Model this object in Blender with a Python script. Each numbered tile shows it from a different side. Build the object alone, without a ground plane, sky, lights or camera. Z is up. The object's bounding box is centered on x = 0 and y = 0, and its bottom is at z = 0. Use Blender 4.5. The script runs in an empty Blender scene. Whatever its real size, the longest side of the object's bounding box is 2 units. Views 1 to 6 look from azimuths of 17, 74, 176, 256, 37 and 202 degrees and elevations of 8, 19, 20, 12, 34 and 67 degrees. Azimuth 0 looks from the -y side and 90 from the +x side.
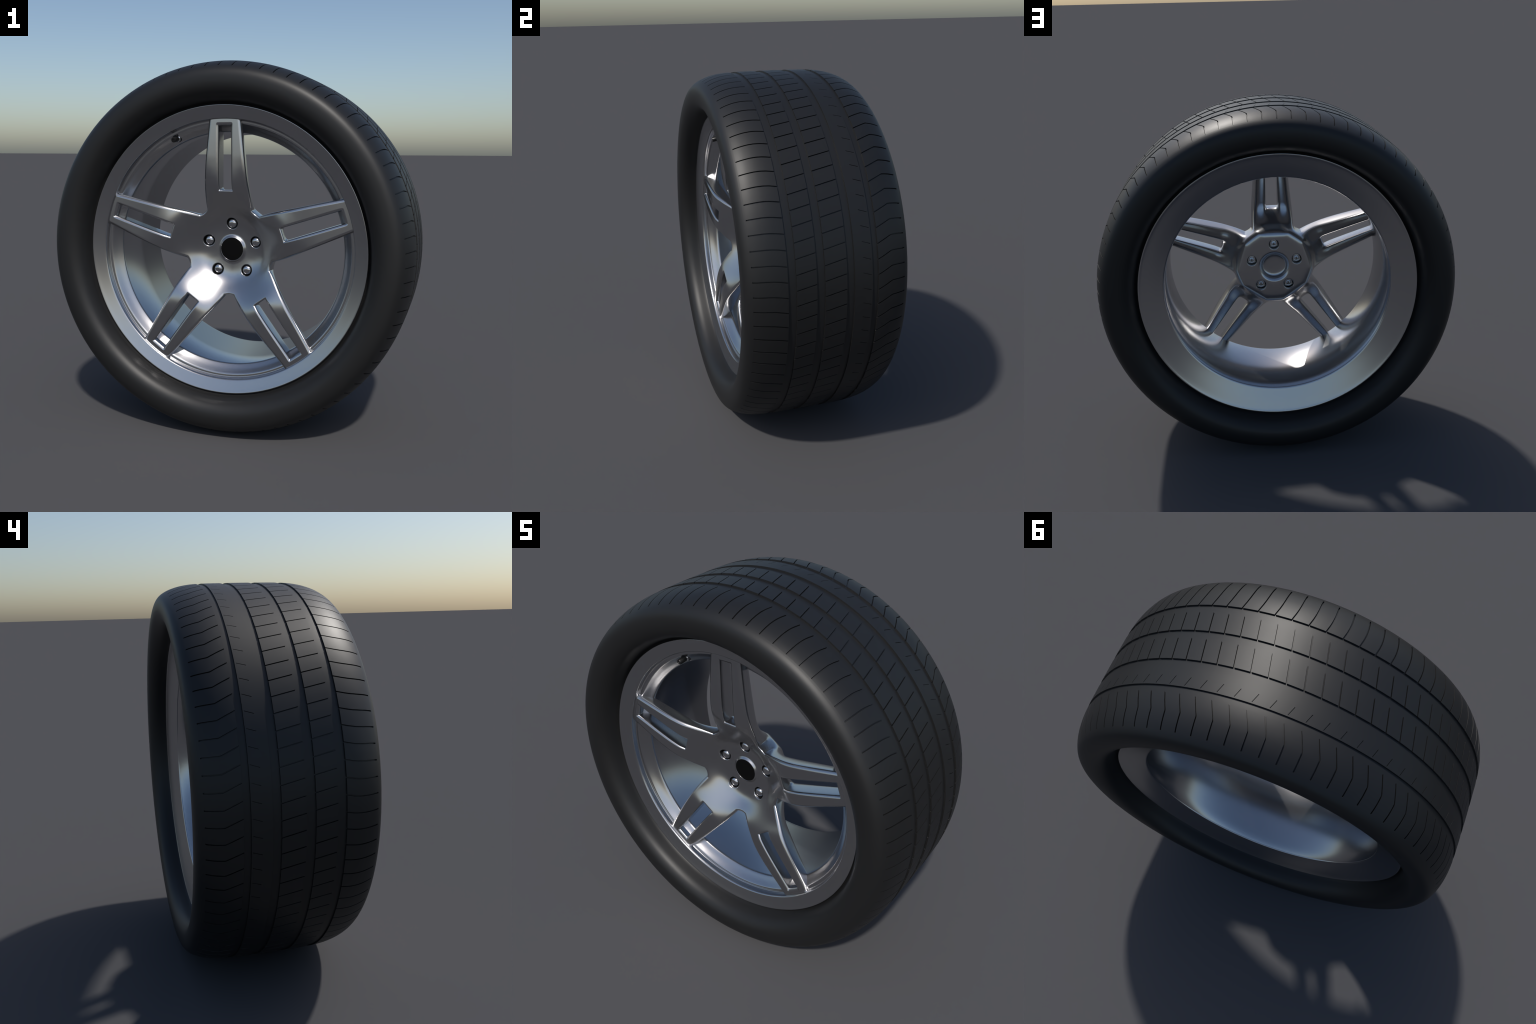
"""Road wheel: low-profile tyre with a carved tread on a five-spoke alloy rim.

Axle runs along y (street side faces -y), wheel centre at (0, 0, 1).
Every part is described in wheel coordinates: r = distance from the axle,
t = angle clockwise from the top seen from the street side, y = along the axle.
"""
import bpy
import bmesh
import math
import numpy as np
from mathutils import Matrix, Vector

SPOKES = 5
PITCHES = 83                     # tread blocks round the circumference
STEP = 2 * math.pi / PITCHES
CENTRE = Vector((0, 0, 1))


# ------------------------------------------------------------------ materials
def new_material(name):
    m = bpy.data.materials.new(name)
    m.use_nodes = True
    nt = m.node_tree
    return m, nt, nt.nodes["Principled BSDF"]


def plain(name, color, rough, metallic=0.0, spec=0.5, grain=0.0, grain_scale=300.0, vary=0.0):
    """Principled surface with faint noise in its roughness and, if asked, fine bump."""
    m, nt, b = new_material(name)
    b.inputs["Base Color"].default_value = (*color, 1)
    b.inputs["Metallic"].default_value = metallic
    b.inputs["Specular IOR Level"].default_value = spec
    tc = nt.nodes.new("ShaderNodeTexCoord")
    noise = nt.nodes.new("ShaderNodeTexNoise")
    noise.inputs["Scale"].default_value = 6.0
    noise.inputs["Detail"].default_value = 3.0
    nt.links.new(tc.outputs["Object"], noise.inputs["Vector"])
    mr = nt.nodes.new("ShaderNodeMapRange")
    mr.inputs["To Min"].default_value = rough - vary
    mr.inputs["To Max"].default_value = rough + vary
    nt.links.new(noise.outputs["Fac"], mr.inputs["Value"])
    nt.links.new(mr.outputs["Result"], b.inputs["Roughness"])
    if grain > 0:
        fine = nt.nodes.new("ShaderNodeTexNoise")
        fine.inputs["Scale"].default_value = grain_scale
        nt.links.new(tc.outputs["Object"], fine.inputs["Vector"])
        bump = nt.nodes.new("ShaderNodeBump")
        bump.inputs["Strength"].default_value = grain
        bump.inputs["Distance"].default_value = 0.001
        nt.links.new(fine.outputs["Fac"], bump.inputs["Height"])
        nt.links.new(bump.outputs["Normal"], b.inputs["Normal"])
    return m


RUBBER = plain("black_rubber", (0.0095, 0.0095, 0.0097), 0.48, spec=0.48, vary=0.01)
ALLOY = plain("polished_alloy", (0.50, 0.50, 0.51), 0.23, metallic=1.0, vary=0.005)
CHROME = plain("bolt_chrome", (0.62, 0.62, 0.63), 0.12, metallic=1.0)
CAP_BLACK = plain("cap_black", (0.003, 0.003, 0.003), 0.6, spec=0.08)
VALVE_RUBBER = plain("valve_rubber", (0.008, 0.008, 0.008), 0.35)


# ------------------------------------------------------------------ mesh tools
def make_object(name, mesh, parent=None, material=None):
    ob = bpy.data.objects.new(name, mesh)
    bpy.context.scene.collection.objects.link(ob)
    if parent is not None:
        ob.parent = parent
    if material is not None and not mesh.materials:
        mesh.materials.append(material)
    return ob


def finish_shading(me, angle):
    me.polygons.foreach_set("use_smooth", np.ones(len(me.polygons), bool))
    me.set_sharp_from_angle(angle=math.radians(angle))
    me.update()


def split_mesh(me, labels, adjust=None):
    """Cut a mesh into {label: mesh}; every piece keeps the whole mesh's normals.
    adjust(points, normals) may bend the normals, as soft shading over long faces does."""
    nv = len(me.vertices)
    co = np.empty(nv * 3)
    me.vertices.foreach_get("co", co)
    co = co.reshape(-1, 3)
    nl = len(me.loops)
    lv = np.empty(nl, np.int32)
    me.loops.foreach_get("vertex_index", lv)
    nrm = np.empty(nl * 3, np.float32)
    me.corner_normals.foreach_get("vector", nrm)
    nrm = nrm.reshape(-1, 3)
    if adjust is not None:
        nrm = adjust(co[lv], nrm.astype(float))
    starts = np.array([p.loop_start for p in me.polygons])
    sizes = np.array([p.loop_total for p in me.polygons])
    out = {}
    for lab in sorted(set(labels)):
        ids = np.nonzero(np.asarray(labels) == lab)[0]
        loops = np.concatenate([np.arange(starts[i], starts[i] + sizes[i]) for i in ids])
        used, inv = np.unique(lv[loops], return_inverse=True)
        faces, k = [], 0
        for i in ids:
            faces.append(inv[k:k + sizes[i]].tolist())
            k += sizes[i]
        sub = bpy.data.meshes.new(str(lab))
        sub.from_pydata(co[used].tolist(), [], faces)
        sub.polygons.foreach_set("use_smooth", np.ones(len(faces), bool))
        sub.normals_split_custom_set(nrm[loops].tolist())
        out[lab] = sub
    return out


def round_profile(points, rounds=3):
    """Chaikin corner cutting of a (y, r) polyline; ends stay."""
    p = np.array(points, float)
    for _ in range(rounds):
        q = 0.75 * p[:-1] + 0.25 * p[1:]
        s = 0.25 * p[:-1] + 0.75 * p[1:]
        body = np.stack([q, s], 1).reshape(-1, 2)
        p = np.vstack([p[:1], body[1:-1], p[-1:]])
    return p


def revolve(name, profile, segments=256, closed=False, angle=40, flip=False):
    """Turn a (y, r) profile about the axle. r = 0 ends become a single pole."""
    prof = np.array(profile, float)
    verts, rings = [], []
    for y, r in prof:
        if r < 1e-6:
            rings.append([len(verts)])
            verts.append((0, y, 0))
        else:
            rings.append(list(range(len(verts), len(verts) + segments)))
            for j in range(segments):
                t = 2 * math.pi * j / segments
                verts.append((r * math.sin(t), y, r * math.cos(t)))
    faces = []
    pairs = list(zip(rings[:-1], rings[1:]))
    if closed:
        pairs.append((rings[-1], rings[0]))
    for a, b in pairs:
        for j in range(segments):
            k = (j + 1) % segments
            if len(a) == 1 and len(b) == 1:
                continue
            if len(a) == 1:
                f = [a[0], b[k], b[j]]
            elif len(b) == 1:
                f = [a[j], a[k], b[0]]
            else:
                f = [a[j], a[k], b[k], b[j]]
            faces.append(f[::-1] if flip else f)
    me = bpy.data.meshes.new(name)
    me.from_pydata(verts, [], faces)
    finish_shading(me, angle)
    return me


# ------------------------------------------------------------------ the wheel
wheel = bpy.data.objects.new("car_wheel", None)
bpy.context.scene.collection.objects.link(wheel)
wheel["label"] = "black low-profile tyre on a five-spoke polished alloy rim"
wheel["category"] = "car wheel"


# ------------------------------------------------------------------ tyre
# half cross-section, crown to bead, as (y, r)
CROWN = [(0.0, 1.0), (0.10, 0.9995), (0.188, 0.9985), (0.235, 0.9965), (0.274, 0.9925),
         (0.308, 0.9865), (0.336, 0.979), (0.360, 0.9705), (0.380, 0.961), (0.396, 0.951)]
WALL = [(0.396, 0.951), (0.409, 0.939), (0.418, 0.925), (0.4235, 0.907), (0.4255, 0.885),
        (0.4245, 0.865), (0.420, 0.845), (0.410, 0.826), (0.394, 0.809), (0.372, 0.797),
        (0.348, 0.791), (0.327, 0.7865), (0.3145, 0.7815), (0.3080, 0.7770), (0.306, 0.7730)]
LINER = [(0.290, 0.770), (0.290, 0.790), (0.350, 0.820), (0.385, 0.860), (0.385, 0.900),
         (0.350, 0.940), (0.25, 0.965), (0.0, 0.970)]


def crown_spline():
    """Dense smooth (y, r) curve over the crown and sidewall."""
    pts = np.array(CROWN + WALL[1:])
    pts = np.vstack([pts[1] * [-1, 1], pts, 2 * pts[-1] - pts[-2]])
    out = []
    for i in range(1, len(pts) - 2):
        a, b, c, d = pts[i - 1:i + 3]
        for u in np.linspace(0, 1, 12, endpoint=False):
            out.append(0.5 * ((2 * b) + (c - a) * u + (2 * a - 5 * b + 4 * c - d) * u * u
                              + (3 * b - a - 3 * c + d) * u ** 3))
    out.append(pts[-2])
    return np.array(out)


CURVE = crown_spline()
N_CROWN = 12 * (len(CROWN) - 1) + 1

# four straight grooves, as (front edge, rear edge) along the axle
GROOVES = [(-0.228, -0.187), (-0.087, -0.045), (0.065, 0.105), (0.197, 0.2295)]
GROOVE_DEPTH = 0.0070
SIPE_DEPTH = 0.0070
WALL_STEP = 0.0007
# sipes: (from y, to y, width); their sweep round the tyre is given by SWEEP, in degrees
SIPES = [(-0.389, -0.228, 0.0060), (-0.187, -0.087, 0.0056), (-0.045, 0.065, 0.0056),
         (0.1495, 0.190, 0.0030), (0.2295, 0.387, 0.0060)]
SWEEP = np.array([(-0.43, 0.30), (-0.387, 0.30), (-0.355, 0.28), (-0.325, 0.25), (-0.293, 0.32),
                  (-0.265, 0.52), (-0.228, 0.95), (-0.187, -0.82), (-0.087, -2.04),
                  (-0.045, -2.54), (0.065, -3.94), (0.1495, -3.56), (0.190, -2.78),
                  (0.2295, -2.52), (0.270, -3.57), (0.308, -4.60), (0.345, -4.63),
                  (0.387, -4.58), (0.43, -4.58)])


def tread_rows():
    """Rows along y: (y, in a groove?, width of sipe cut or 0)."""
    edges = sorted([(a, b, "groove", 0) for a, b in GROOVES] + [(a, b, "sipe", w) for a, b, w in SIPES])
    rows, y = [], -0.396
    groove_ends = [round(v, 5) for g in GROOVES for v in g]

    def fill(a, b, groove, w, inset_a, inset_b):
        n = max(2, int(math.ceil((b - a) / 0.010)) + 1)
        for v in np.linspace(a + inset_a, b - inset_b, n):
            rows.append((v, groove, w))

    for a, b, kind, w in edges:
        if a - y > 1e-5:
            fill(y, a, False, 0, 0 if not rows else WALL_STEP * (round(y, 5) not in groove_ends), 0)
        if kind == "groove":
            fill(a, b, True, 0, WALL_STEP, WALL_STEP)
        else:
            fill(a, b, False, w, 0 if round(a, 5) in groove_ends else WALL_STEP,
                 0 if round(b, 5) in groove_ends else WALL_STEP)
        y = b
    rows.append((y, False, 0))
    fill(y, 0.396, False, 0, 0.006, 0)
    return rows


def build_tyre():
    yy, rr = CURVE[:N_CROWN, 0], CURVE[:N_CROWN, 1]
    slope = np.gradient(rr, yy)
    # column layout inside one pitch: sipe top edge, floor, floor, top edge, then block
    block = np.array([0.22, 0.40, 0.60, 0.82])
    lines = []                                   # each: list of (x, y, z) per column

    def ring(y, r, ny, nr, groove, w):
        base = math.radians(np.interp(y, SWEEP[:, 0], SWEEP[:, 1]))
        width = (w if w > 0 else 0.0056) / r
        step = WALL_STEP / r
        local = np.concatenate([[-width / 2, -width / 2 + step, width / 2 - step, width / 2],
                                block * STEP])
        depth = np.zeros(len(local))
        if groove:
            depth[:] = GROOVE_DEPTH
        elif w > 0:
            depth[1:3] = SIPE_DEPTH if w > 0.004 else 0.004
        out = []
        for k in range(PITCHES):
            for a, d in zip(local, depth):
                t = base + k * STEP + a
                q = r - nr * d
                out.append((q * math.sin(t), y - ny * d, q * math.cos(t)))
        return out

    cols = PITCHES * 8
    zone = []
    # street sidewall, bead -> shoulder
    side = CURVE[N_CROWN:]
    keep = list(range(0, len(side), 4)) + ([len(side) - 1] if (len(side) - 1) % 4 else [])
    for i in reversed(keep):
        lines.append(ring(-side[i, 0], side[i, 1], 0, 1, False, 0))
        zone.append(0)
    for y, groove, w in tread_rows():
        r = np.interp(abs(y), yy, rr)
        s = np.interp(abs(y), yy, slope) * (1 if y >= 0 else -1)
        n = math.hypot(1, s)
        lines.append(ring(y, r, -s / n, 1 / n, groove, w))
        zone.append(1)
    for i in keep:
        lines.append(ring(side[i, 0], side[i, 1], 0, 1, False, 0))
        zone.append(2)
    outer = len(lines)
    # hidden inside: bead seat and liner
    inside = [(y, r) for y, r in LINER] + [(-y, r) for y, r in LINER[-2::-1]]
    for y, r in inside:
        lines.append(ring(y, r, 0, 1, False, 0))
        zone.append(3)

    verts = [v for line in lines for v in line]
    faces, labels = [], []
    total = len(lines)
    for i in range(total):
        j = (i + 1) % total
        for c in range(cols):
            d = (c + 1) % cols
            faces.append((i * cols + c, i * cols + d, j * cols + d, j * cols + c))
            both = zone[i] == 1 and zone[j] == 1
            labels.append("tread" if both else "sidewall")
    me = bpy.data.meshes.new("tyre_whole")
    me.from_pydata(verts, [], faces)
    finish_shading(me, 25)
    parts = split_mesh(me, labels)
    bpy.data.meshes.remove(me)
    return parts


tyre_parts = build_tyre()
tyre = make_object("tyre", tyre_parts["sidewall"], wheel, RUBBER)
tread = make_object("tread", tyre_parts["tread"], tyre, RUBBER)


# ------------------------------------------------------------------ rim
def rim_profile():
    """(y, r) from the street-side lip edge through the barrel to the rear flange."""
    lip = [(-0.300, 0.772), (-0.3120, 0.7728), (-0.3185, 0.7715), (-0.3208, 0.7680), (-0.3195, 0.7635),
           (-0.3140, 0.7500), (-0.3038, 0.7220), (-0.2990, 0.7085), (-0.2970, 0.7035), (-0.2930, 0.7003), (-0.2870, 0.6985),
           (-0.2780, 0.6975), (-0.2690, 0.6968), (-0.2640, 0.6950), (-0.2628, 0.6915),
           (-0.2626, 0.6860), (-0.2618, 0.6805), (-0.2590, 0.6765), (-0.2500, 0.6690),
           (-0.2380, 0.6585), (-0.2290, 0.6490), (-0.2220, 0.6405), (-0.2165, 0.6345), (-0.2090, 0.6316), (-0.2000, 0.6312)]
    barrel = [(-0.1900, 0.6312), (-0.1500, 0.6312), (-0.1000, 0.6312), (-0.0500, 0.6312), (0.0000, 0.6312),
              (0.0500, 0.6312), (0.1000, 0.6312), (0.1500, 0.6312), (0.2000, 0.6313),
              (0.2500, 0.6315), (0.2640, 0.6318), (0.2705, 0.6330), (0.2738, 0.6372)]
    flange = [(0.2785, 0.6500), (0.3000, 0.7060), (0.3190, 0.7560), (0.3238, 0.7655),
              (0.3232, 0.7710), (0.3150, 0.7728), (0.2950, 0.772)]
    return lip, barrel, flange


lip, barrel, flange = rim_profile()
shaped = round_profile(lip + barrel + flange, 2)
outer = [(0.270, 0.745), (0.225, 0.735), (-0.225, 0.735), (-0.270, 0.745)]
rim_whole = revolve("rim_whole", list(shaped) + outer, 288, closed=True, angle=60, flip=True)
cy = np.array([p.center[1] for p in rim_whole.polygons])
cr = np.array([math.hypot(p.center[0], p.center[2]) for p in rim_whole.polygons])
rim_labels = np.where(cr > 0.731, np.where(cy > 0.28, "flange", np.where(cy < -0.28, "rim_lip", "rim")),
                      np.where(cy < -0.2655, "rim_lip", np.where((cy > 0.2765), "flange", "rim")))


def soften_barrel(p, n):
    """The bore is a plain cylinder whose soft shading leans ever more to the rear flange."""
    r = np.hypot(p[:, 0], p[:, 2])
    inside = (r < 0.634) & (p[:, 1] > -0.195) & (p[:, 1] < 0.268)
    lean = np.radians(-3.0 + 33.0 * (p[:, 1] + 0.212) / 0.485 + 14.0 * np.clip((p[:, 1] - 0.20) / 0.068, 0, 1) ** 1.5)
    soft = np.stack([-p[:, 0] / r * np.cos(lean), np.sin(lean), -p[:, 2] / r * np.cos(lean)], 1)
    out = n.copy()
    out[inside] = soft[inside]
    return out


rim_parts = split_mesh(rim_whole, rim_labels, soften_barrel)
bpy.data.meshes.remove(rim_whole)
rim = make_object("rim", rim_parts["rim"], wheel, ALLOY)
make_object("rim_lip", rim_parts["rim_lip"], rim, ALLOY)
make_object("rim_flange", rim_parts["flange"], rim, ALLOY)


# ------------------------------------------------------------------ spokes and hub
# One half of a 72 degree sector is laid out as a control cage (x across, z outward,
# y along the axle), mirrored, turned five times and subdivided.
RAMP = [(0.0, -0.1478), (0.06, -0.1483), (0.09, -0.1497), (0.12, -0.1527), (0.142, -0.1567), (0.16, -0.1625), (0.18, -0.1725),
        (0.217, -0.1980), (0.25, -0.2215), (0.29, -0.2495), (0.315, -0.2662), (0.335, -0.2770), (0.36, -0.2840),
        (0.40, -0.2870), (0.45, -0.2872), (0.50, -0.2872), (0.58, -0.2862), (0.715, -0.2845), (0.73, -0.2845)]
OUTLINE = [(0.20, 0.1280), (0.217, 0.1270), (0.25, 0.1278), (0.29, 0.1268), (0.325, 0.1242), (0.36, 0.1212),
           (0.42, 0.1152), (0.50, 0.1078), (0.572, 0.1008), (0.65, 0.0932), (0.70, 0.0885), (0.72, 0.0866)]
BACK_RIDGE = [(0.25, -0.126), (0.29, -0.152), (0.325, -0.166), (0.36, -0.171), (0.50, -0.183), (0.72, -0.196)]
WALL_BACK = [(0.217, -0.125), (0.25, -0.165), (0.29, -0.196), (0.325, -0.214), (0.36, -0.224),
             (0.42, -0.231), (0.72, -0.236)]
# the same surface along the outer edges of a spoke, where the dish reaches further out
EDGE = [(0.0, -0.150), (0.10, -0.165), (0.152, -0.184), (0.19, -0.2020), (0.2155, -0.2150), (0.25, -0.2315), (0.29, -0.2470),
        (0.316, -0.2560), (0.345, -0.2660), (0.394, -0.2795), (0.44, -0.2860), (0.50, -0.2880), (0.58, -0.2868), (0.715, -0.2845), (0.73, -0.2845)]
SLOT = 0.0340                   # half width of the slot through each spoke
SLOT_IN, SLOT_OUT = 0.330, 0.663


def table(tab, z):
    tab = np.array(tab)
    return float(np.interp(z, tab[:, 0], tab[:, 1]))


def softened(tab, reach=0.022):
    """A table resampled finely and blurred, so that its slope changes gradually."""
    tab = np.array(tab)
    z = np.arange(-0.1, 0.85, 0.001)
    y = np.interp(z, tab[:, 0], tab[:, 1])
    k = np.hanning(int(reach * 2000) + 3)
    pad = len(k) // 2
    return z, np.convolve(np.pad(y, pad, mode="edge"), k / k.sum(), mode="valid")


RAMP_SOFT, EDGE_SOFT = softened(RAMP, 0.028), softened(EDGE, 0.035)


def smooth_step(u):
    u = np.clip(u, 0, 1)
    return u * u * (3 - 2 * u)


def front_surface(x, z):
    """Street-side surface of the casting: a dished hub rising to flat spoke faces."""
    r = np.hypot(x, z)
    w = np.clip(x * x / 0.0144, 0, 1.3) * smooth_step((r - 0.10) / 0.15)
    return np.interp(z, *RAMP_SOFT) * (1 - w) + np.interp(z, *EDGE_SOFT) * w


def front(z, x=0.0):
    return float(front_surface(x, z))


def slot_half(z):
    return float(np.interp(z, [SLOT_IN, SLOT_OUT], [0.0340, 0.0318]))


class Cage:
    def __init__(self):
        self.pts, self.quads, self.creases = {}, [], {}

    def p(self, name, x, y, z):
        self.pts[name] = (x, y, z)
        return name

    def polar(self, name, r, deg, y):
        t = math.radians(deg)
        return self.p(name, r * math.sin(t), y, r * math.cos(t))

    def q(self, *names):
        self.quads.append(names)

    def crease(self, value, names):
        for a, b in zip(names[:-1], names[1:]):
            self.creases[a, b] = value

    def strip(self, a, b):
        for i in range(len(a) - 1):
            self.q(a[i], a[i + 1], b[i + 1], b[i])


def hub_face(c, tag, y, r_rim, hole, wall_y, ring_rows):
    """Polar patch round one bolt hole; ring_rows run inward from r = 0.095."""
    sgn = 1 if tag == "f" else -1
    def at(name, r, deg):
        t = math.radians(deg)
        return c.polar(tag + name, r, deg, y(r * math.cos(t), r * math.sin(t)))

    r_in = 0.098 if tag == "f" else 0.1015
    k = [at("k0", r_rim, 0), at("k1", r_rim, 18), at("k2", 0.142, 18), at("k3", r_in, 18), at("k4", r_in, 0)]
    h = []
    for row, (rad, dy) in enumerate([(hole + 0.0045, 0), (hole + 0.001, 0.0012), (hole - 0.0005, 0.006), (hole - 0.0005, wall_y)]):
        h.append([c.p(f"{tag}h{row}{i}", rad * math.sin(i * math.pi / 4),
                      y(0.142 + rad * math.cos(i * math.pi / 4)) + sgn * dy,
                      0.142 + rad * math.cos(i * math.pi / 4)) for i in range(5)])
    c.strip(k, h[0])
    for a, b in zip(h[:-1], h[1:]):
        c.strip(a, b)
    e = [at("e0", r_rim, 36), at("e1", 0.142, 36), at("e2", r_in, 36)]
    c.q(k[1], e[0], e[1], k[2])
    c.q(k[2], e[1], e[2], k[3])
    prev = [k[4], k[3], e[2]]
    for i, (r, yy) in enumerate(ring_rows):
        cur = [c.polar(f"{tag}r{i}{j}", r, 18 * j, yy) for j in range(3)]
        c.strip(prev, cur)
        prev = cur
    return k, e


def build_cage():
    c = Cage()
    # --- front of the hub, with the collar round the centre cap
    collar = [(0.0830, -0.1492), (0.0780, -0.1500), (0.0740, -0.1526), (0.0705, -0.1558), (0.0670, -0.1588),
              (0.0648, -0.1600), (0.0637, -0.1590), (0.0634, -0.140)]
    k, e = hub_face(c, "f", front, 0.188, 0.0345, 0.030, collar)
    # --- back of the hub: flat plate with a countersunk centre bore
    yb = -0.060
    bore = [(0.0945, yb - 0.0012), (0.0880, yb - 0.005), (0.0800, yb - 0.011), (0.0755, yb - 0.017), (0.0738, yb - 0.024), (0.0735, yb - 0.06)]
    kb, eb = hub_face(c, "b", lambda z, x=0.0: yb, 0.170, 0.0322, 0.045, bore)

    # --- rows along the spoke
    rib_rows = [0.345, 0.365, 0.42, 0.50, 0.58, 0.655, 0.684, 0.715]
    solid_rows = [0.217, 0.25, 0.29, 0.325]

    def section(z):
        """outer part of the cross-section, shared by rib and solid rows"""
        xo = table(OUTLINE, z)
        n = f"{z:.3f}"
        s = [c.p("m2" + n, xo - 0.0155, front(z, xo - 0.0155), z),
             c.p("m3" + n, xo - 0.0026, front(z, xo) + 0.0095, z),
             c.p("m4" + n, xo + 0.0003, front(z, xo) + 0.0165, z),
             c.p("m5" + n, xo - 0.0010, 0.45 * front(z, xo) + 0.55 * table(WALL_BACK, z), z),
             c.p("m6" + n, xo - 0.0050, table(WALL_BACK, z), z)]
        return s

    secs = {}
    for z in solid_rows + rib_rows:
        s = section(z)
        if z > 0.22:
            xo = table(OUTLINE, z)
            n = f"{z:.3f}"
            s.append(c.p("m7" + n, xo - 0.017, table(BACK_RIDGE, z) - 0.003, z))
            s.append(c.p("m8" + n, SLOT + 0.011, table(BACK_RIDGE, z), z))
        secs[z] = s
    for a, b in zip((solid_rows + rib_rows)[1:-1], (solid_rows + rib_rows)[2:]):
        c.strip(secs[a], secs[b])
    c.strip(secs[0.217], secs[0.25][:5])

    # --- inner flank of each rib (slot side)
    def flank(z, name):
        xs = slot_half(z)
        return [c.p("s0" + name, xs + 0.0125, front(z, xs + 0.0125), z),
                c.p("s1" + name, xs + 0.0022, front(z, xs) + 0.0092, z),
                c.p("s2" + name, xs, front(z, xs) + 0.0150, z),
                c.p("s3" + name, xs, -0.205, z),
                c.p("s4" + name, xs + 0.003, -0.192, z)]

    flanks = {z: flank(z, f"{z:.3f}") for z in rib_rows}
    inner = [z for z in rib_rows if z < 0.68]
    for a, b in zip(inner[:-1], inner[1:]):
        c.strip(flanks[b], flanks[a])
    for a, b in zip(rib_rows[:-1], rib_rows[1:]):
        c.q(secs[a][0], secs[b][0], flanks[b][0], flanks[a][0])
        c.q(secs[a][6], flanks[a][4], flanks[b][4], secs[b][6])

    # --- inner end of the slot
    xs = slot_half(SLOT_IN)

    def slot_end(name, z, toward, bev):
        """corner column and centre column of a slot end; toward = +1 means solid lies outward"""
        corner = [c.p(f"{name}c{i}", xs_at + min(d, 0.0125), front(z + toward * d, xs_at + d) + dy, z + toward * d) for i, (d, dy) in enumerate(bev)]
        mid = [c.p(f"{name}m{i}", 0, front(z + toward * d) + dy, z + toward * d) for i, (d, dy) in enumerate(bev)]
        return corner, mid

    xs_at = xs
    ci, mi = slot_end("in", SLOT_IN, -1, [(0.0115, 0.0), (0.0022, 0.0088), (0.0, 0.0150)])
    ci += [c.p("inc3", xs, -0.205, 0.329), c.p("inc4", xs + 0.002, -0.190, 0.322)]
    mi += [c.p("inm3", 0, -0.205, 0.327), c.p("inm4", 0, -0.188, 0.315)]
    z0 = rib_rows[0]
    c.strip(ci, mi)                              # end wall
    c.strip(flanks[z0], ci)                      # first stretch of side wall
    # solid part in front: centre line, slot corner line, flat edge
    low = {}
    for z in solid_rows[1:3]:
        low[z] = [c.p(f"f0{z:.3f}", 0, front(z), z), c.p(f"f1{z:.3f}", 0.050 if z > 0.27 else 0.052, front(z, 0.05), z)]
    p0 = c.p("p0", 0, front(0.217), 0.217)
    p1 = c.p("p1", 0.055, front(0.217, 0.055), 0.217)
    c.q(k[0], k[1], p1, p0)
    c.q(p0, p1, low[0.25][1], low[0.25][0])
    c.q(low[0.25][0], low[0.25][1], low[0.29][1], low[0.29][0])
    c.q(low[0.29][0], low[0.29][1], ci[0], mi[0])
    c.q(p1, secs[0.217][0], secs[0.25][0], low[0.25][1])
    c.q(low[0.25][1], secs[0.25][0], secs[0.29][0], low[0.29][1])
    c.q(low[0.29][1], secs[0.29][0], secs[0.325][0], ci[0])
    c.q(ci[0], secs[0.325][0], secs[z0][0], flanks[z0][0])
    # solid part behind
    back = {}
    for z, y in ((0.25, -0.118), (0.29, -0.158)):
        back[z] = [c.p(f"g0{z:.3f}", 0, y, z), c.p(f"g1{z:.3f}", SLOT - 0.006, y, z)]
    c.q(mi[4], ci[4], back[0.29][1], back[0.29][0])
    c.q(back[0.29][0], back[0.29][1], back[0.25][1], back[0.25][0])
    c.q(ci[4], secs[0.325][6], secs[0.29][6], back[0.29][1])
    c.q(back[0.29][1], secs[0.29][6], secs[0.25][6], back[0.25][1])
    c.q(ci[4], flanks[z0][4], secs[z0][6], secs[0.325][6])

    # --- outer end of the slot: a bridge that runs under the rim lip
    xs_at = slot_half(SLOT_OUT)
    co, mo = slot_end("out", SLOT_OUT, 1, [(0.0160, 0.0), (0.0030, 0.0090), (0.0, 0.0165)])
    co.append(c.p("outc3", xs_at, -0.205, SLOT_OUT))
    mo.append(c.p("outm3", 0, -0.205, SLOT_OUT))
    c.strip(mo, co)
    zl, zt = 0.655, rib_rows[-1]
    c.strip(co, flanks[zl][:4])
    c.q(co[0], flanks[0.684][0], secs[0.684][0], secs[zl][0])
    c.quads.pop()
    c.crease(0.5, ci[:4])
    c.crease(0.5, co)
    # rib face next to the outer corner
    c.quads = [q for q in c.quads if not (flanks[0.684][0] in q or flanks[zt][0] in q or flanks[0.684][4] in q or flanks[zt][4] in q)]
    c.q(secs[zl][0], secs[0.684][0], co[0], flanks[zl][0])
    t0 = c.p("t0", 0, front(zt), zt)
    t1 = c.p("t1", xs_at + 0.0125, front(zt), zt)
    c.q(co[0], secs[0.684][0], secs[zt][0], t1)
    c.q(mo[0], co[0], t1, t0)

    # --- notch between neighbouring spokes
    n0 = secs[0.217]                                     # m2..m6 at the spoke corner
    def at_notch(r):
        return front(r * math.cos(math.radians(36)), r * math.sin(math.radians(36)))

    n1 = [c.polar("n0", 0.2300, 36, at_notch(0.2300)), c.polar("n1", 0.2440, 36, at_notch(0.2440) + 0.0092),
          c.polar("n2", 0.2468, 36, at_notch(0.2468) + 0.0155), c.polar("n3", 0.2465, 36, -0.150),
          c.polar("n4", 0.2440, 36, -0.115)]
    c.strip(n1, n0)
    c.q(k[1], e[0], n1[0], n0[0])
    c.q(k[1], n0[0], p1)
    c.crease(0.95, n0)

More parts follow.
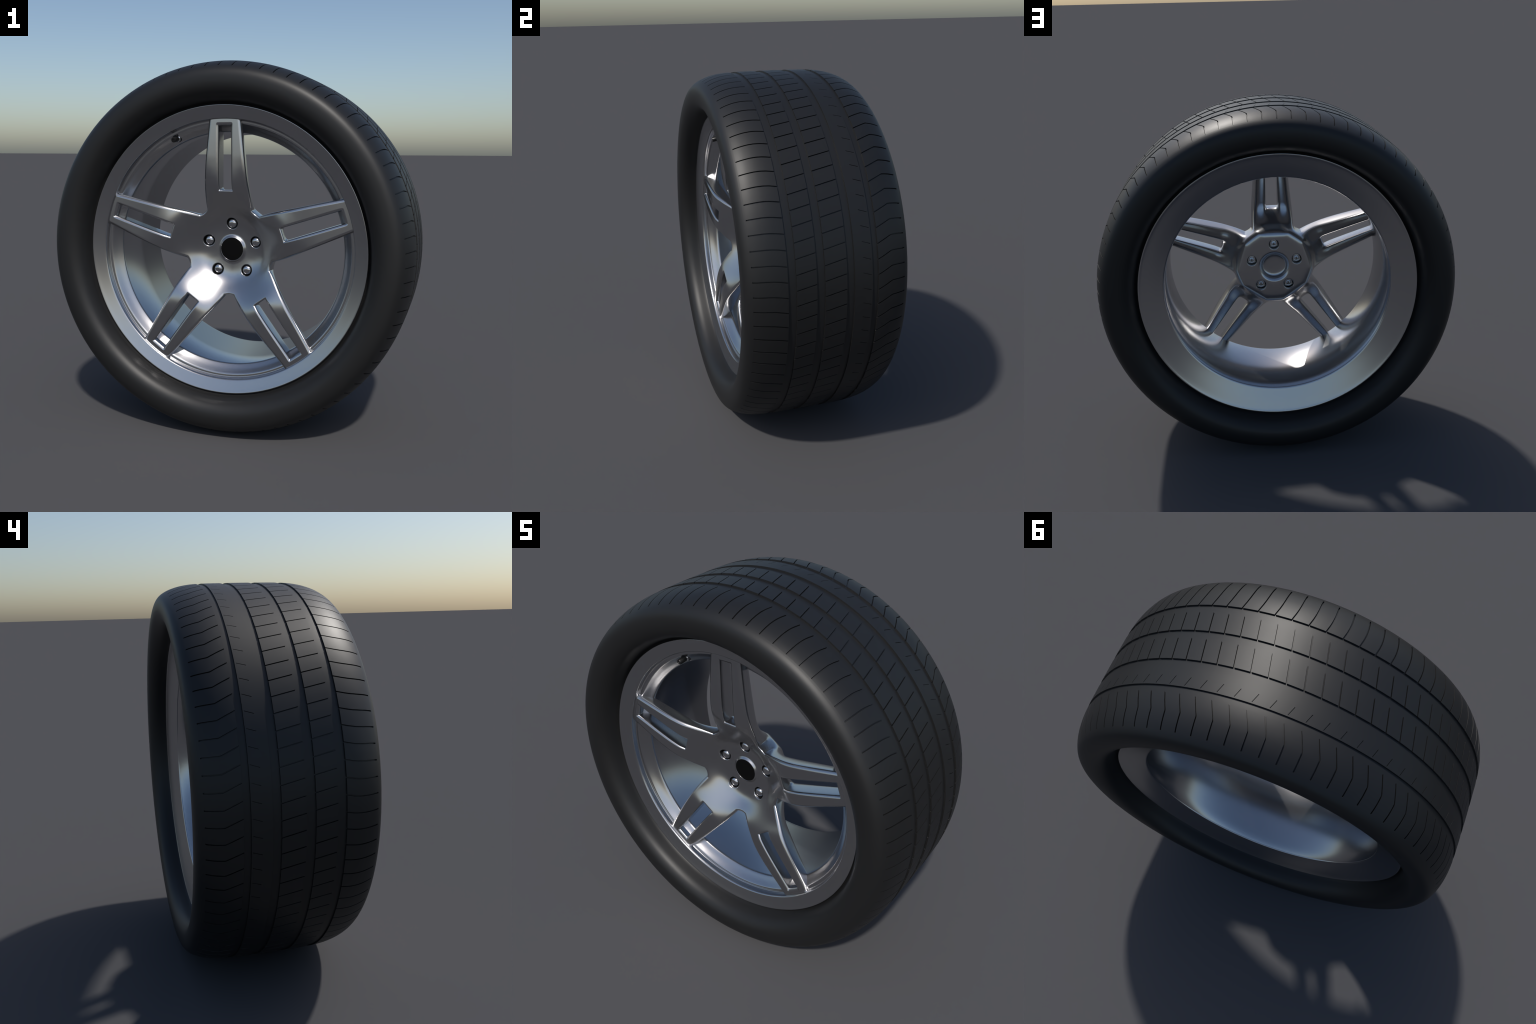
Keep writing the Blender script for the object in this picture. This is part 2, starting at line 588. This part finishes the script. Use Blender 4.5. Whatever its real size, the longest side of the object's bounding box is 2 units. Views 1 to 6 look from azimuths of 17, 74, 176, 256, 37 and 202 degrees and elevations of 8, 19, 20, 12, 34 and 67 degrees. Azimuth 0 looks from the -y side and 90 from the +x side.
    # --- edge of the back plate
    q0 = [c.p("q0", 0, yb, 0.190), c.p("q1", 0.045, yb, 0.190), c.polar("q2", 0.2050, 21.5, yb), c.polar("q3", 0.2005, 36, yb)]
    u0 = [c.p("u0", 0, yb - 0.007, 0.2125), c.p("u1", 0.047, yb - 0.007, 0.2125), c.polar("u2", 0.2300, 22, yb - 0.007),
          c.polar("u3", 0.2245, 36, yb - 0.007)]
    v0 = [c.p("v0", 0, yb - 0.031, 0.2335), c.p("v1", 0.046, yb - 0.031, 0.2335), c.polar("v2", 0.2445, 26, yb - 0.031),
          c.polar("v3", 0.2420, 36, yb - 0.029)]
    c.crease(0.45, [q0[2], u0[2], v0[2]])
    c.q(kb[0], kb[1], q0[1], q0[0])
    c.q(kb[1], eb[0], q0[3], q0[2])
    c.q(kb[1], q0[2], q0[1])
    c.strip(q0, u0)
    c.strip(u0, v0)
    c.q(v0[0], v0[1], back[0.25][1], back[0.25][0])
    c.q(v0[1], v0[2], secs[0.25][6], back[0.25][1])
    c.q(v0[2], n0[4], secs[0.25][4], secs[0.25][5])
    c.q(v0[2], secs[0.25][5], secs[0.25][6])
    c.q(v0[2], v0[3], n1[4], n0[4])
    return c


def spokes_and_hub():
    cage = build_cage()
    verts, faces, creased = [], [], {}
    for s in range(SPOKES):
        a = 2 * math.pi * s / SPOKES
        for side in (1, -1):
            index = {}
            for name, (x, y, z) in cage.pts.items():
                x *= side
                index[name] = len(verts)
                verts.append((x * math.cos(a) + z * math.sin(a), y, -x * math.sin(a) + z * math.cos(a)))
            for q in cage.quads:
                f = [index[n] for n in q]
                faces.append(f if side > 0 else f[::-1])
            for (n, m), value in cage.creases.items():
                creased[frozenset((index[n], index[m]))] = value
    me = bpy.data.meshes.new("casting")
    me.from_pydata(verts, [], faces)
    bm = bmesh.new()
    bm.from_mesh(me)
    layer = bm.edges.layers.float.new("crease_edge")
    for e in bm.edges:
        e[layer] = creased.get(frozenset(v.index for v in e.verts), 0.0)
    bmesh.ops.remove_doubles(bm, verts=bm.verts, dist=1e-4)
    loose = [v for v in bm.verts if not v.link_faces]
    bmesh.ops.delete(bm, geom=loose, context="VERTS")
    bmesh.ops.recalc_face_normals(bm, faces=bm.faces)
    bm.to_mesh(me)
    bm.free()
    ob = make_object("casting", me)
    mod = ob.modifiers.new("smooth", "SUBSURF")
    mod.levels = mod.render_levels = 3
    dep = bpy.context.evaluated_depsgraph_get()
    done = bpy.data.meshes.new_from_object(ob.evaluated_get(dep))
    bpy.data.objects.remove(ob)
    # outward check: the hub front must face the street
    f = min(done.polygons, key=lambda p: abs(p.center[0] - 0.09) + abs(p.center[2] - 0.12) + abs(p.center[1] + 0.155))
    if f.normal[1] > 0:
        done.flip_normals()
    finish_shading(done, 80)
    labels = []
    for p in done.polygons:
        x, z = p.center[0], p.center[2]
        r, t = math.hypot(x, z), math.atan2(x, z)
        s = round(t / (2 * math.pi / SPOKES)) % SPOKES
        dt = t - s * 2 * math.pi / SPOKES
        labels.append(f"spoke{s}" if r * math.cos(dt) > 0.252 and r > 0.25 else "hub")

    def soften(p, n):
        """Soft shading of long faces: dish and spoke faces in front, rib backs behind."""
        r, t = np.hypot(p[:, 0], p[:, 2]), np.arctan2(p[:, 0], p[:, 2])
        step = 2 * math.pi / SPOKES
        mid = np.round(t / step) * step
        off = t - mid
        along = r * np.cos(off)
        # front: take the normal from the slope of the smooth surface itself
        x, d = r * np.sin(off), 0.004
        gx = (front_surface(x + d, along) - front_surface(x - d, along)) / (2 * d)
        gz = (front_surface(x, along + d) - front_surface(x, along - d)) / (2 * d)
        gr = gx * np.sin(off) + gz * np.cos(off)
        gt = (gx * np.cos(off) - gz * np.sin(off)) * (1 - smooth_step((np.abs(off) - 0.30) / (step / 2 - 0.30)))
        ideal = np.stack([gr * np.sin(t) + gt * np.cos(t), -np.ones_like(r), gr * np.cos(t) - gt * np.sin(t)], 1)
        ideal /= np.linalg.norm(ideal, axis=1)[:, None]
        w = np.clip(((ideal * n).sum(1) - 0.945) / 0.035, 0, 1)
        w = (w * w * (3 - 2 * w) * ((r > 0.088) & (p[:, 1] < -0.13)))[:, None]
        out = n * (1 - w) + ideal * w
        # back of each rib: soft shading turns outward toward the hub
        w = np.clip((n[:, 1] - 0.5) / 0.3, 0, 1) * np.clip((along - 0.32) / 0.05, 0, 1)
        lean = np.radians(np.interp(along, [0.33, 0.37, 0.42, 0.50, 0.56, 0.64], [22, 21, 17, 11, 8, 5])) * w
        out[:, 0] += np.sin(mid) * np.tan(lean)
        out[:, 2] += np.cos(mid) * np.tan(lean)
        return out / np.linalg.norm(out, axis=1)[:, None]

    return split_mesh(done, labels, soften)


cast = spokes_and_hub()
hub = make_object("hub", cast["hub"], wheel, ALLOY)
for s in range(SPOKES):
    make_object("spoke", cast[f"spoke{s}"], wheel, ALLOY)


# ------------------------------------------------------------------ bolts, cap, valve
def bolt_mesh():
    """Round-headed bolt, its collar and the hollow shank end seen from behind."""
    front_part = round_profile([(-0.1605, 0.0), (-0.1605, 0.009), (-0.1578, 0.0182), (-0.1510, 0.0243), (-0.1440, 0.0258),
                                (-0.1400, 0.0263), (-0.1385, 0.0282), (-0.1340, 0.0290), (-0.1300, 0.0340)], 2)
    back_part = [(-0.1120, 0.0340), (-0.1100, 0.0240), (-0.0860, 0.0238), (-0.0842, 0.0232), (-0.0835, 0.0218), (-0.0835, 0.0160), (-0.0842, 0.0146),
                 (-0.0870, 0.0142), (-0.1400, 0.0138), (-0.1402, 0.0)]
    return revolve("lug_bolt", list(front_part) + back_part, 40, angle=50)


bolt = bolt_mesh()
bolt.materials.append(CHROME)
for s in range(SPOKES):
    ob = make_object("lug_bolt", bolt, hub)
    a = 2 * math.pi * s / SPOKES
    ob.location = (0.142 * math.sin(a), 0, 0.142 * math.cos(a))

cap = revolve("centre_cap", [(-0.1592, 0.0), (-0.1592, 0.03), (-0.1590, 0.0620), (-0.1587, 0.0644), (-0.1560, 0.0650), (-0.138, 0.0740)], 96, angle=50)
make_object("centre_cap", cap, hub, CAP_BLACK)
plug = revolve("bore_cover", round_profile([(-0.084, 0.0752), (-0.0885, 0.0745), (-0.095, 0.0710), (-0.0990, 0.062), (-0.1010, 0.045), (-0.1015, 0.0)], 2), 96, angle=50)
make_object("bore_cover", plug, hub, ALLOY)


def aimed(ob, base, tip):
    """Turn a part modelled along -y so that it runs from base to tip."""
    d = (Vector(tip) - Vector(base)).normalized()
    ob.rotation_mode = "QUATERNION"
    ob.rotation_quaternion = Vector((0, -1, 0)).rotation_difference(d)
    ob.location = base


VALVE_BASE, VALVE_TIP = (-0.2815, -0.226, 0.600), (-0.2875, -0.283, 0.590)
stem = revolve("valve_stem", [(0.016, 0.0), (0.016, 0.0210), (-0.005, 0.0210), (-0.0080, 0.0195), (-0.0095, 0.0140),
                              (-0.026, 0.0132), (-0.027, 0.0148), (-0.058, 0.0140), (-0.0608, 0.0124), (-0.0612, 0.0062),
                              (-0.0580, 0.0050), (-0.0575, 0.0)], 40, angle=45, flip=True)
valve = make_object("valve_stem", stem, rim, VALVE_RUBBER)
aimed(valve, VALVE_BASE, VALVE_TIP)
ring = revolve("valve_collar", [(-0.0085, 0.0132), (-0.0085, 0.0188), (-0.0125, 0.0194), (-0.0170, 0.0176), (-0.0192, 0.0132)], 40,
               closed=True, angle=45, flip=True)
make_object("valve_collar", ring, valve, CHROME)

# the empty stands on the ground; every part keeps the axle as its origin
for part in wheel.children:
    part.location = part.location + CENTRE
